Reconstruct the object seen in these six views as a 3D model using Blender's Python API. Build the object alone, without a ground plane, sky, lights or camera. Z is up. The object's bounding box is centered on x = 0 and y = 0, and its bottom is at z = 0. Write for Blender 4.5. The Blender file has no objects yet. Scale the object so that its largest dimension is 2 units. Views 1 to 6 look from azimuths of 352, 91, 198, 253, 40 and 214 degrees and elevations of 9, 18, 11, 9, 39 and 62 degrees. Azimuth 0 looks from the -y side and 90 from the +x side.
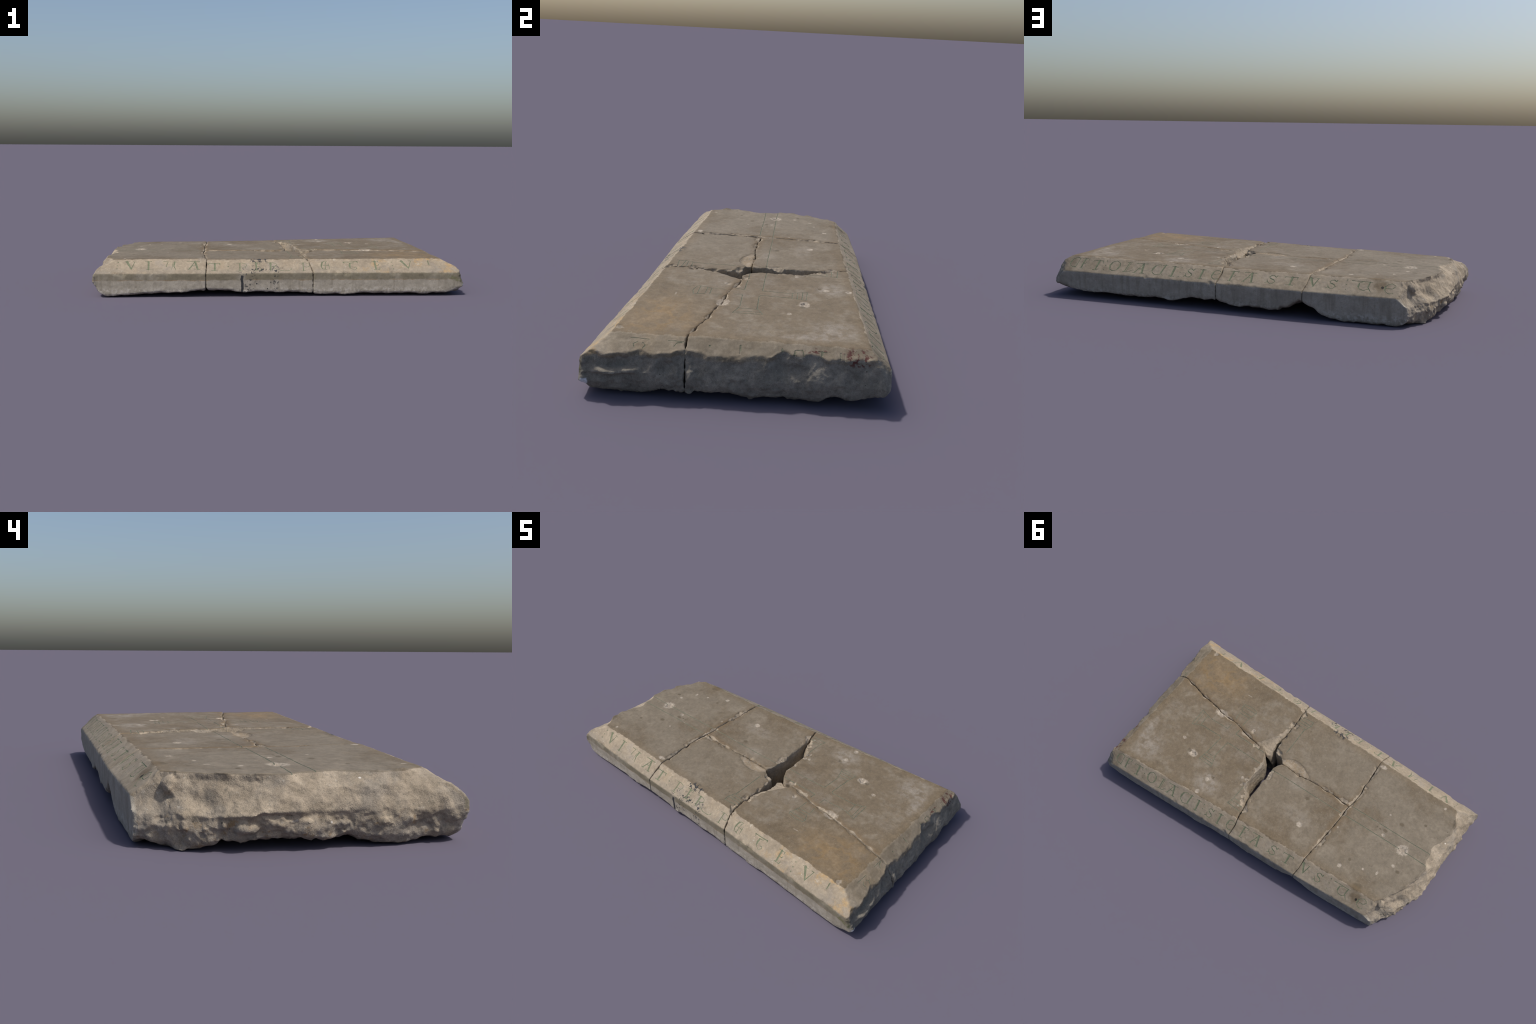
"""A tapered medieval grave slab with chamfered, inscribed edges, broken into five
fragments.  Each fragment is described as a solid (dressed planes cut by fracture
walls, rough broken ends, chips) that is polygonised on a fine lattice; the letters
and the cross are then cut into its surface as coloured grooves."""
import bpy, math
import numpy as np

H = 0.0035                      # lattice spacing, metres
RNG = np.random.RandomState(7)
TABLE = RNG.rand(64, 64, 64).astype(np.float32) * 2 - 1


# ------------------------------------------------------------------ noise
def noise3(x, y, z, scale, seed=0):
    x = np.asarray(x, np.float32) * scale + seed * 7.31
    y = np.asarray(y, np.float32) * scale + seed * 3.77
    z = np.asarray(z, np.float32) * scale + seed * 5.13
    xi, yi, zi = np.floor(x).astype(np.int32), np.floor(y).astype(np.int32), np.floor(z).astype(np.int32)
    fx, fy, fz = x - xi, y - yi, z - zi
    fx, fy, fz = (f * f * f * (f * (f * 6 - 15) + 10) for f in (fx, fy, fz))
    x0, x1, y0, y1, z0, z1 = xi & 63, (xi + 1) & 63, yi & 63, (yi + 1) & 63, zi & 63, (zi + 1) & 63
    a = TABLE[x0, y0, z0] * (1 - fx) + TABLE[x1, y0, z0] * fx
    b = TABLE[x0, y1, z0] * (1 - fx) + TABLE[x1, y1, z0] * fx
    c = TABLE[x0, y0, z1] * (1 - fx) + TABLE[x1, y0, z1] * fx
    d = TABLE[x0, y1, z1] * (1 - fx) + TABLE[x1, y1, z1] * fx
    return (a * (1 - fy) + b * fy) * (1 - fz) + (c * (1 - fy) + d * fy) * fz


def fbm(x, y, z, scale, octaves=3, seed=0, gain=0.5):
    total, amp = 0, 1.0
    for o in range(octaves):
        total = total + amp * noise3(x, y, z, scale * 2.03 ** o, seed + o * 11)
        amp *= gain
    return total


def smax(a, b, k):
    h = np.maximum(k - np.abs(a - b), 0) / k
    return np.maximum(a, b) + h * h * k * 0.25


def smin(a, b, k):
    return -smax(-a, -b, k)


def sstep(v, lo, hi):
    t = np.clip((v - lo) / (hi - lo), 0, 1)
    return t * t * (3 - 2 * t)


# ------------------------------------------------------------------ dressed shape of the slab
def top_z(x, y):
    sag = np.exp(-((x - SAG[0]) / SAG[2]) ** 2 - ((y - SAG[1]) / SAG[3]) ** 2)
    return 0.1912 + 0.0023 * x - 0.0009 * y - SAG[4] * sag


SAG = (0.02, 0.10, 0.34, 0.34, 0.0042)    # the face is worn hollow: centre, reach, depth


BEVEL_LOW = 0.1265                       # height of the chamfer's lower edge
FRONT_LOW = ([-0.985, -0.404, 0.176, 0.95], [-0.347, -0.405, -0.4435, -0.523])
BACK_TOP = ([-0.76, -0.337, 0.097, 0.94], [0.4245, 0.423, 0.426, 0.447])
BACK_LOW = ([-0.738, -0.324, 0.107, 0.903], [0.505, 0.517, 0.517, 0.521])
RIGHT_TOP = ([-0.45, -0.15, 0.10, 0.45], [0.886, 0.898, 0.911, 0.924])


def right_fall(y):
    return 0.52 + 0.16 * np.clip((y + 0.20) / 0.10, 0, 1)


def front_top(x):
    return -0.3505 - 0.0925 * x


def ext(x, table):                        # linear interpolation carried on past the ends
    xs, ys = table
    r = np.interp(x, xs, ys)
    lo, hi = (ys[1] - ys[0]) / (xs[1] - xs[0]), (ys[-1] - ys[-2]) / (xs[-1] - xs[-2])
    return r + np.minimum(x - xs[0], 0) * lo + np.maximum(x - xs[-1], 0) * hi


def front_t(x, y):
    a = front_top(x)
    return (a - y) / (a - ext(x, FRONT_LOW))


def back_t(x, y):
    a = ext(x, BACK_TOP)
    return (y - a) / (ext(x, BACK_LOW) - a)


def right_s(x, y):
    return x - ext(y, RIGHT_TOP)


# height of the underside along the front and the back edge
UNDER_FRONT = ([-1.0, -0.92, -0.86, -0.74, -0.56, -0.41, -0.38, -0.16, 0.0, 0.16, 0.20, 0.24, 0.42, 0.70, 0.93, 1.0],
               [0.012, 0.003, 0.004, 0.013, 0.026, 0.033, 0.034, 0.024, 0.019, 0.018, 0.010, 0.008, 0.014, 0.011, 0.009, 0.020])
UNDER_BACK = ([-0.80, -0.75, -0.61, -0.525, -0.448, -0.40, -0.37, -0.337, -0.307, -0.25, -0.218, -0.206, -0.11, 0.02,
               0.11, 0.165, 0.23, 0.297, 0.328, 0.386, 0.638, 0.80, 0.912, 1.0],
              [0.002, 0.000, 0.000, 0.002, 0.009, 0.030, 0.050, 0.064, 0.080, 0.041, 0.040, 0.024, 0.025, 0.027,
               0.048, 0.044, 0.048, 0.037, 0.027, 0.028, 0.025, 0.031, 0.037, 0.050])
UNDER_LEFT = ([-0.40, -0.18, 0.0, 0.06, 0.16, 0.25, 0.36, 0.44, 0.52], [0.003, 0.003, 0.020, 0.022, 0.022, 0.019, 0.012, 0.001, 0.001])
UNDER_RIGHT = ([-0.53, -0.485, -0.375, -0.285, -0.16, -0.02, 0.05, 0.2, 0.33, 0.385, 0.48, 0.53],
               [0.04, 0.018, 0.006, 0.014, 0.024, 0.024, 0.012, 0.014, 0.024, 0.022, 0.036, 0.06])


def under_z(x, y):
    f, b = np.interp(x, *UNDER_FRONT), np.interp(x, *UNDER_BACK)
    t = np.clip((y - ext(x, FRONT_LOW)) / (ext(x, BACK_LOW) - ext(x, FRONT_LOW)), 0, 1)
    middle = 0.016 + 0.010 * noise3(x, y, 0 * x, 5, 3)
    edge = np.maximum(1 - t / 0.28, 0) ** 0.8 * f + np.maximum(1 - (1 - t) / 0.28, 0) ** 0.8 * b
    wsum = np.maximum(1 - t / 0.28, 0) ** 0.8 + np.maximum(1 - (1 - t) / 0.28, 0) ** 0.8
    z = edge + (1 - wsum) * middle
    wl = sstep(-x, 0.80, 0.95) * sstep(t, 0.02, 0.2) * sstep(1 - t, -0.05, 0.05)
    wr = sstep(x, 0.85, 0.97)
    z = z * (1 - wl) + wl * np.interp(y, *UNDER_LEFT)
    return z * (1 - wr) + wr * np.interp(y, *UNDER_RIGHT)


# broken left end: how far it reaches, by height and by place along it
LEFT_Y = [-0.40, -0.34, -0.28, -0.20, -0.13, -0.05, 0.0, 0.08, 0.13, 0.22, 0.30, 0.38, 0.44, 0.52]
LEFT_ROWS = [(0.000, [0.936, 0.948, 0.950, 0.950, 0.942, 0.930, 0.926, 0.926, 0.917, 0.906, 0.882, 0.860, 0.822, 0.762]),
             (0.030, [0.962, 0.978, 0.979, 0.974, 0.967, 0.955, 0.950, 0.950, 0.942, 0.926, 0.904, 0.875, 0.837, 0.780]),
             (0.060, [0.970, 0.990, 0.989, 0.984, 0.977, 0.967, 0.962, 0.962, 0.954, 0.933, 0.908, 0.880, 0.843, 0.783]),
             (0.085, [0.973, 0.992, 0.991, 0.984, 0.977, 0.964, 0.956, 0.952, 0.946, 0.932, 0.906, 0.872, 0.832, 0.772]),
             (0.098, [0.976, 0.993, 0.992, 0.981, 0.975, 0.967, 0.962, 0.961, 0.959, 0.946, 0.918, 0.868, 0.818, 0.759]),
             (0.120, [0.977, 0.991, 0.988, 0.974, 0.968, 0.961, 0.956, 0.953, 0.950, 0.926, 0.892, 0.840, 0.796, 0.740]),
             (0.140, [0.974, 0.985, 0.977, 0.958, 0.960, 0.955, 0.949, 0.944, 0.940, 0.908, 0.876, 0.828, 0.787, 0.726]),
             (0.158, [0.945, 0.962, 0.957, 0.938, 0.950, 0.948, 0.940, 0.934, 0.931, 0.890, 0.863, 0.816, 0.778, 0.713]),
             (0.172, [0.880, 0.905, 0.925, 0.926, 0.941, 0.929, 0.918, 0.916, 0.919, 0.884, 0.852, 0.806, 0.769, 0.708]),
             (0.186, [0.840, 0.868, 0.900, 0.919, 0.934, 0.902, 0.884, 0.888, 0.908, 0.885, 0.852, 0.804, 0.760, 0.702]),
             (0.193, [0.800, 0.830, 0.866, 0.915, 0.928, 0.891, 0.871, 0.876, 0.902, 0.885, 0.852, 0.802, 0.755, 0.699])]


def left_x(y, z):
    zero = 0 * y + 0 * z
    z = z + (0.010 * noise3(y + zero, zero, zero + z, 9, 4) + 0.006 * noise3(y + zero, zero, zero, 31, 6)) * sstep(z, 0.02, 0.07) * sstep(-z, -0.165, -0.12)
    y = y + 0.010 * noise3(y + zero, zero, z, 22, 8)
    lines = [np.interp(y, LEFT_Y, row) for _, row in LEFT_ROWS]
    hs = [h for h, _ in LEFT_ROWS]
    out = lines[0] + 0 * z
    for i in range(len(hs) - 1):
        t = np.clip((z - hs[i]) / (hs[i + 1] - hs[i]), 0, 1)
        out = out + (lines[i + 1] - lines[i]) * t
    return -out


# broken right end, back piece and front piece
RIGHT_BACK = ([0.00, 0.03, 0.06, 0.085, 0.117, 0.14, 0.165, 0.20], [0.960, 0.976, 0.983, 0.982, 0.968, 0.962, 0.955, 0.945])
RIGHT_FRONT = ([0.00, 0.03, 0.06, 0.080, 0.088, 0.096, 0.103, 0.12, 0.15, 0.165, 0.20], [0.955, 0.972, 0.982, 0.980, 0.994, 0.994, 0.974, 0.968, 0.967, 0.962, 0.950])


def right_x(y, z):
    z = z + 0.008 * noise3(y, 0 * y, 0 * y, 16, 12) * sstep(z, 0.02, 0.06)
    w = np.clip(sstep(y, -0.37, -0.30) + sstep(-y, 0.44, 0.48) * sstep(z, 0.075, 0.09), 0, 1)
    x = np.interp(z, *RIGHT_FRONT) * (1 - w) + np.interp(z, *RIGHT_BACK) * w
    scallop = np.maximum(fbm(y, 0 * y, z * 0.9, 10, 3, 5) + 0.15, 0) * 0.017 + np.abs(noise3(y, 0 * y, z, 38, 9)) * 0.003
    x = x + 0.008 - scallop * sstep(z, 0.05, 0.14)
    knob = np.exp(-((y + 0.507) ** 2 + (z - 0.057) ** 2) / 0.018 ** 2)
    return x + 0.010 * knob


def worley(x, y, z, scale, seed=0):
    """distance to the nearest of a jittered lattice of points: hollows that meet in ridges"""
    p = np.stack([np.asarray(x), np.asarray(y), np.asarray(z)], 1).astype(np.float32) * scale + seed * 3.1
    c = np.floor(p).astype(np.int32)
    best = np.full(len(p), 9.0, np.float32)
    for i in (-1, 0, 1):
        for j in (-1, 0, 1):
            for k in (-1, 0, 1):
                q = c + np.array([i, j, k])
                a, b, d = (q & 63).T
                jit = np.stack([TABLE[a, b, d], TABLE[b, d, a], TABLE[d, a, b]], 1) * 0.5 + 0.5
                best = np.minimum(best, ((q + jit - p) ** 2).sum(1))
    return np.sqrt(best)


# ------------------------------------------------------------------ fracture lines (plan, metres)
CRACK_A = [(-0.404, -0.60), (-0.404, -0.402), (-0.398, -0.36), (-0.392, -0.314), (-0.392, -0.2), (-0.394, -0.156), (-0.389, -0.125),
           (-0.395, -0.085), (-0.393, -0.048), (-0.390, -0.014), (-0.384, 0.02), (-0.377, 0.035)]
CRACK_AC = [(-0.377, 0.035), (-0.374, 0.071), (-0.373, 0.116), (-0.368, 0.172), (-0.363, 0.215), (-0.357, 0.25), (-0.352, 0.31),
            (-0.342, 0.375), (-0.336, 0.423), (-0.332, 0.476), (-0.320, 0.516), (-0.318, 0.62)]
CRACK_BD = [(0.176, -0.60), (0.174, -0.442), (0.165, -0.40), (0.158, -0.358), (0.160, -0.329), (0.156, -0.285), (0.159, -0.24),
            (0.160, -0.2), (0.163, -0.163)]
CRACK_BC = [(-0.377, 0.035), (-0.346, 0.027), (-0.31, 0.021), (-0.265, 0.017), (-0.22, 0.015), (-0.175, 0.013), (-0.14, 0.012),
            (-0.108, 0.013), (-0.065, 0.016), (-0.03, 0.018), (0.02, 0.011), (0.052, 0.008), (0.083, 0.006)]
B_CORNER = [(0.165, -0.10), (0.161, -0.05), (0.150, -0.036), (0.118, -0.028), (0.100, -0.018)]
C_GAP = [(0.083, 0.006), (0.098, 0.03), (0.107, 0.057), (0.112, 0.1), (0.112, 0.19), (0.114, 0.25), (0.115, 0.306), (0.111, 0.33),
         (0.105, 0.36), (0.099, 0.405)]
CRACK_CE = [(0.097, 0.425), (0.094, 0.46), (0.098, 0.488), (0.104, 0.519), (0.104, 0.62)]
E_GAP = [(0.256, -0.022), (0.236, -0.03), (0.21, -0.012), (0.193, 0.012), (0.184, 0.036), (0.171, 0.06), (0.169, 0.091), (0.173, 0.126),
         (0.176, 0.158), (0.177, 0.209), (0.172, 0.25), (0.15, 0.272), (0.131, 0.298), (0.121, 0.328), (0.109, 0.385), (0.101, 0.418)]
CRACK_DE = [(1.10, -0.168), (1.0, -0.166), (0.96, -0.172), (0.907, -0.173), (0.879, -0.170), (0.85, -0.16), (0.808, -0.15), (0.775, -0.139), (0.732, -0.124),
            (0.689, -0.116), (0.647, -0.108), (0.61, -0.1), (0.578, -0.089), (0.542, -0.081), (0.504, -0.078), (0.464, -0.073),
            (0.428, -0.066), (0.394, -0.052), (0.358, -0.042), (0.31, -0.030), (0.27, -0.024)]
D_TIP = [(0.250, -0.027), (0.230, -0.036), (0.210, -0.022), (0.194, -0.012), (0.180, -0.020), (0.190, -0.055), (0.182, -0.09), (0.172, -0.13)]
rev = lambda c: c[::-1]
FRAGMENTS = [
    dict(outline=[(-1.2, -0.60)] + CRACK_A + CRACK_AC + [(-1.2, 0.62)], lift=0.0012, gap=0.0016, under=0.0),
    dict(outline=rev(CRACK_A) + CRACK_BD + B_CORNER + rev(CRACK_BC)[:-1], lift=-0.0018, gap=0.0022, under=0.0),
    dict(outline=CRACK_BC + C_GAP + CRACK_CE + rev(CRACK_AC)[:-1], lift=0.0002, gap=0.0014, under=0.0),
    dict(outline=[(1.10, -0.60)] + CRACK_DE + D_TIP + rev(CRACK_BD), lift=-0.0020, gap=0.0026, under=0.0),
    dict(outline=rev(CRACK_CE) + rev(E_GAP) + rev(CRACK_DE) + [(1.10, 0.62)], lift=0.0016, gap=0.0020, under=0.0),
]

# bruises on the face: x, y, radius, depth
BRUISES = [(-0.751, 0.100, 0.030, 0.0075), (0.549, 0.230, 0.026, 0.0070), (0.532, 0.236, 0.014, 0.007), (-0.206, 0.272, 0.017, 0.0028), (-0.624, 0.079, 0.013, 0.0030),
           (0.358, 0.297, 0.014, 0.0050), (0.562, -0.082, 0.034, 0.0042), (0.590, -0.090, 0.026, 0.003), (0.375, -0.040, 0.020, 0.0050), (0.340, -0.075, 0.018, 0.005),
           (-0.512, 0.356, 0.014, 0.0030), (0.382, 0.415, 0.012, 0.0025), (-0.628, 0.306, 0.008, 0.0015), (-0.598, -0.048, 0.008, 0.0015),
           (0.337, -0.087, 0.010, 0.0015), (0.649, 0.172, 0.009, 0.0015), (-0.393, 0.171, 0.007, 0.0012), (0.846, -0.418, 0.022, 0.006), 
           (0.115, 0.345, 0.016, 0.008), (0.15, 0.30, 0.016, 0.007), (0.19, 0.235, 0.012, 0.004), (0.160, -0.25, 0.014, 0.006), (0.162, -0.2, 0.012, 0.005),
           (-0.398, -0.22, 0.014, 0.007), (-0.402, -0.12, 0.012, 0.006), (-0.385, -0.26, 0.012, 0.006), (-0.36, 0.10, 0.010, 0.005), (-0.352, 0.22, 0.008, 0.004)]
# the flake lost from the face beside the gap
FLAKE = [(-0.112, 0.03), (-0.112, 0.001), (-0.095, -0.014), (-0.079, -0.025), (-0.046, -0.042), (-0.015, -0.053), (0.009, -0.057), (0.037, -0.054), (0.060, -0.046),
         (0.085, -0.030), (0.112, -0.010), (0.11, 0.03)]


def polygon_distance(x, y, poly):
    """signed distance in plan, negative inside"""
    d = np.full(np.shape(x), 1e9, np.float32)
    inside = np.zeros(np.shape(x), bool)
    n = len(poly)
    for i in range(n):
        ax, ay = poly[i]
        bx, by = poly[(i + 1) % n]
        ex, ey = bx - ax, by - ay
        wx, wy = x - ax, y - ay
        t = np.clip((wx * ex + wy * ey) / (ex * ex + ey * ey + 1e-12), 0, 1)
        d = np.minimum(d, (wx - ex * t) ** 2 + (wy - ey * t) ** 2)
        if ay != by:
            inside ^= ((ay > y) != (by > y)) & (x < ax + (y - ay) / (by - ay) * ex)
    d = np.sqrt(d)
    return np.where(inside, -d, d)


def solid(frag, index, xs, ys, zs):
    """the fragment as a signed field on the lattice, negative inside the stone"""
    X, Y = np.meshgrid(xs.astype(np.float32), ys.astype(np.float32), indexing="ij")
    zt = top_z(X, Y) + frag["lift"]
    zero = 0 * X
    zt = zt + 0.0007 * fbm(X, Y, zero, 6, 2, 21) + 0.0004 * fbm(X, Y, zero, 40, 2, 23)
    for bx, by, r, depth in BRUISES:
        rr = np.hypot(X - bx, Y - by) / r * (1 + 0.30 * noise3(X, Y, zero, 70, 31) + 0.15 * noise3(X, Y, zero, 160, 33))
        zt = zt - depth * (1 - sstep(rr, 0.35, 1.0)) * (0.8 + 0.5 * noise3(X, Y, zero, 120, 37))
    if index == 1:
        d = polygon_distance(X, Y, FLAKE) + 0.002 * noise3(X, Y, zero, 60, 41)
        zt = zt - (0.0035 + 0.0040 * sstep(X, -0.07, 0.03) + 0.0012 * noise3(X, Y, zero, 30, 2)) * (1 - sstep(d + 0.004 * noise3(X, Y, zero, 35, 43), -0.012, 0.002))
    sd = polygon_distance(X, Y, frag["outline"]) + frag["gap"]
    tF, tB, sR = front_t(X, Y), back_t(X, Y), right_s(X, Y)
    fl, bl = ext(X, FRONT_LOW), ext(X, BACK_LOW)
    under = under_z(X, Y)
    wob = fbm(X, Y, zero, 9, 3, 51)
    chip = np.maximum(fbm(X, Y, zero, 24, 3, 61) + 0.12, 0)
    e3 = lambda a: a[:, :, None]
    x, y, z = e3(X), e3(Y), zs.astype(np.float32)[None, None, :]

    f_top = z - e3(zt)
    f_front = (z - e3(zt - tF * (zt - BEVEL_LOW)) + e3(0.0012 * wob)) * 0.80
    f_back = (z - e3(zt - tB * (zt - BEVEL_LOW)) + e3(0.0012 * wob)) * 0.83
    f_right = (z - e3(zt - right_fall(Y) * sR) + e3(0.0015 * wob)) * 0.82
    w_front = e3(fl - Y) * 0.995 + 0 * z
    w_back = e3(Y - bl) + 0 * z
    dressed = smax(smax(f_top, f_front, 0.004), smax(f_back, f_right, 0.004), 0.004)
    wall = np.maximum(w_front, w_back)
    # worn arris between chamfer and wall
    worn = np.maximum(f_front * 0.6 + w_front * 0.8, f_back * 0.6 + w_back * 0.8) + e3(0.0005 + 0.014 * np.maximum(fbm(X, Y, zero, 13, 3, 71) - 0.32, 0))
    dressed = smax(smax(dressed, wall, 0.005), worn, 0.003)
    left = left_x(ys.astype(np.float32)[None, :, None], z)
    b_left = (left - x) * 0.85
    yz = np.broadcast_arrays(ys.astype(np.float32)[:, None], zs.astype(np.float32)[None, :])
    b_right = (x - right_x(*yz)[None]) * 0.95
    corner_b = 0.56 * e3(X - 0.905) + 0.829 * e3(Y - 0.523) - 0.030 + 0.55 * np.maximum(z - 0.085, 0)
    corner_f = 0.60 * e3(X - 0.958) - 0.80 * e3(Y + 0.527) + 0.005 + 0.25 * (z - 0.13)
    b_right = np.maximum(b_right, np.maximum(corner_b, corner_f))
    b_under = e3(under) - z
    crack = e3(sd) + 0 * z
    sunk = np.clip(e3(zt) - z - 0.008, 0, 0.10)
    if index == 4:            # the wall of the gap leans in, and its far end closes at depth
        crack = crack - e3(sstep(-X, -0.30, -0.25) * (0.10 * sstep(Y, -0.03, 0.02) * sstep(-Y, -0.39, -0.34) + 0.25 * sstep(Y, 0.21, 0.27) * sstep(-Y, -0.39, -0.34))) * sunk
    if index == 2:
        crack = crack - e3(0.14 * sstep(Y, 0.12, 0.20) * sstep(-Y, -0.38, -0.33) * sstep(X, 0.06, 0.09)) * sunk
    if index == 3:            # a ledge under the broken corner
        crack = crack - 0.32 * e3(sstep(-X, -0.27, -0.24) * sstep(Y, -0.10, -0.06)) * sunk
    brittle = 1 - 0.7 * sstep(X, 0.26, 0.34) * sstep(-Y, -0.03, 0.0) - 0.45 * sstep(-X, 0.02, 0.08) * sstep(np.abs(Y - 0.015), -0.04, -0.02)
    split = 0.50 * e3(sd) + 0.85 * f_top + e3(0.0014 + 0.015 * brittle * chip)
    if index == 3:            # the broken corner towards the gap
        run = -0.798 * (X - 0.178) + 0.604 * (Y + 0.166) + 0.003 * wob
        split = np.maximum(split, (z - e3(zt + 0.002) + 0.038 * e3(1 - np.exp(-np.maximum(run, -0.05) / 0.028))) * 0.80)
    if index == 2:            # splintered tip
        run = 0.75 * (X - 0.072) - 0.66 * (Y - 0.016)
        split = np.maximum(split, (z - e3(zt) + 0.62 * e3(run) + 0.002) * 0.85)
    broken = np.maximum(np.maximum(b_left, b_right), np.maximum(crack, split))
    f = smax(dressed, np.maximum(crack, split), 0.003)
    f = smax(f, np.maximum(b_left, b_right), 0.004)
    f = smax(f, b_under, 0.020)

    # roughness only where it can matter
    band = np.abs(f) < 0.016
    if index == 0:
        band |= (np.abs(x + 0.87) < 0.13) & (y > 0.13) & (z > 0.015) & (z < 0.19) & (np.abs(f) < 0.05)
    I = np.nonzero(band)
    px, py, pz = xs[I[0]], ys[I[1]], zs[I[2]]
    rough_l = sstep(b_left[I] - dressed[I], -0.006, 0.002)
    rough_r = sstep(b_right[I] - dressed[I], -0.006, 0.002)
    rough_c = sstep(np.maximum(crack, split)[I] - dressed[I], -0.004, 0.001)
    rough_u = sstep(b_under[I] - np.maximum(dressed, broken)[I], -0.012, 0.004)
    low = sstep(-pz, -0.115, -0.07) * (0.35 + 0.65 * sstep(pz, 0.015, 0.05))
    n = np.zeros(len(px), np.float32)
    for weight, kinds in ((rough_l, "big mid facet fine"), (rough_r, "big mid facet fine"), (rough_c * (1 - rough_l), "mid fine"), (rough_u, "big mid"), (1 + 0 * px, "skin")):
        w = np.nonzero(weight > 0.01)[0]
        if not len(w):
            continue
        q, k, lw = (px[w], py[w], pz[w]), weight[w], low[w]
        if "skin" in kinds:
            n[w] += 0.0005 * fbm(*q, 90, 2, 95)
            continue
        left_end, right_end, under_side = weight is rough_l, weight is rough_r, weight is rough_u
        if "big" in kinds:
            n[w] += k * ((0.0052 if left_end else 0.0026 if right_end else 0.0045) * fbm(*q, 14, 2, 81))
        if "mid" in kinds:
            n[w] += k * ((0.0024 + 0.0022 * lw if left_end else 0.0024 if right_end else 0.0014) * fbm(*q, 42, 3, 85))
        if "facet" in kinds:
            n[w] += k * ((0.011 + 0.004 * lw if left_end else 0.008) * (0.5 - worley(*q, 19 if left_end else 15, 3)))
        if "fine" in kinds:
            n[w] += k * ((0.0007 + 0.0012 * lw if left_end else 0.0010) * fbm(*q, 110, 2, 97))
    if index == 0:            # hollow under the ledge of the broken end, and the nodule in it
        hole = np.sqrt(((px + 0.965) / 0.036) ** 2 + ((py - 0.245) / 0.075) ** 2 + ((pz - 0.055) / 0.030) ** 2)
        ball = np.sqrt((px + 0.926) ** 2 + ((py - 0.232) * 0.55) ** 2 + ((pz - 0.060) * 1.2) ** 2) - 0.017
        v = smax(f[I] + n, (1 - hole) * 0.03, 0.006)
        f[I] = smin(v, ball + 0.5 * n, 0.006)
        notch = np.sqrt(((px + 0.822) / 0.026) ** 2 + ((py - 0.428) / 0.028) ** 2 + ((pz - 0.130) / 0.015) ** 2)
        boss = np.sqrt((px + 0.796) ** 2 + ((py - 0.408) * 0.8) ** 2 + ((pz - 0.160) * 0.75) ** 2) - 0.019 + 0.006 * noise3(px, py, pz, 55, 7)
        f[I] = smin(smax(f[I], (1 - notch) * 0.02, 0.005), boss + 0.4 * n, 0.006)
    else:
        f[I] += n
    return f


def polygonise(f, x0, y0, z0):
    """dual lattice surface (one vertex in each cell that the surface crosses)"""
    s = f < 0
    corners = [(i, j, k) for i in (0, 1) for j in (0, 1) for k in (0, 1)]
    nx, ny, nz = (n - 1 for n in f.shape)
    cut = lambda a, c: a[c[0]:c[0] + nx, c[1]:c[1] + ny, c[2]:c[2] + nz]
    count = sum(cut(s, c).astype(np.int8) for c in corners)
    cells = np.nonzero((count > 0) & (count < 8))
    ids = -np.ones((nx, ny, nz), np.int32)
    ids[cells] = np.arange(len(cells[0]))
    acc, hits = np.zeros((len(cells[0]), 3)), np.zeros(len(cells[0]))
    val = {c: f[cells[0] + c[0], cells[1] + c[1], cells[2] + c[2]] for c in corners}
    for a in corners:
        for axis in range(3):
            if a[axis] == 0:
                b = tuple(1 if i == axis else a[i] for i in range(3))
                va, vb = val[a], val[b]
                m = (va < 0) != (vb < 0)
                t = np.where(m, va / np.where(m, va - vb, 1), 0)
                p = np.array(a, float)[None, :].repeat(len(t), 0)
                p[:, axis] = t
                acc += p * m[:, None]
                hits += m
    verts = acc / hits[:, None] + np.stack(cells, 1)
    verts = verts * H + np.array([x0, y0, z0])
    quads = []
    for axis in range(3):
        u, v = (axis + 1) % 3, (axis + 2) % 3
        lo = [slice(1, n) for n in (nx, ny, nz)]
        lo[axis] = slice(0, (nx, ny, nz)[axis])
        hi = list(lo)
        hi[axis] = slice(1, (nx, ny, nz)[axis] + 1)
        a, b = s[tuple(lo)], s[tuple(hi)]
        at = np.nonzero(a != b)
        base = [at[i] + (0 if i == axis else 1) for i in range(3)]
        down = a[at]

        def cell(du, dv):
            p = list(base)
            p[u] = p[u] - du
            p[v] = p[v] - dv
            return ids[p[0], p[1], p[2]]
        q = np.stack([cell(1, 1), cell(0, 1), cell(0, 0), cell(1, 0)], 1)
        q[~down] = q[~down][:, ::-1]
        quads.append(q)
    q = np.concatenate(quads)
    q = q[(q >= 0).all(1)]
    d1 = np.linalg.norm(verts[q[:, 0]] - verts[q[:, 2]], axis=1)
    d2 = np.linalg.norm(verts[q[:, 1]] - verts[q[:, 3]], axis=1)
    first = (d1 <= d2)[:, None]
    t1 = np.where(first, q[:, [0, 1, 2]], q[:, [0, 1, 3]])
    t2 = np.where(first, q[:, [0, 2, 3]], q[:, [1, 2, 3]])
    return verts, np.concatenate([t1, t2])


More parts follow.
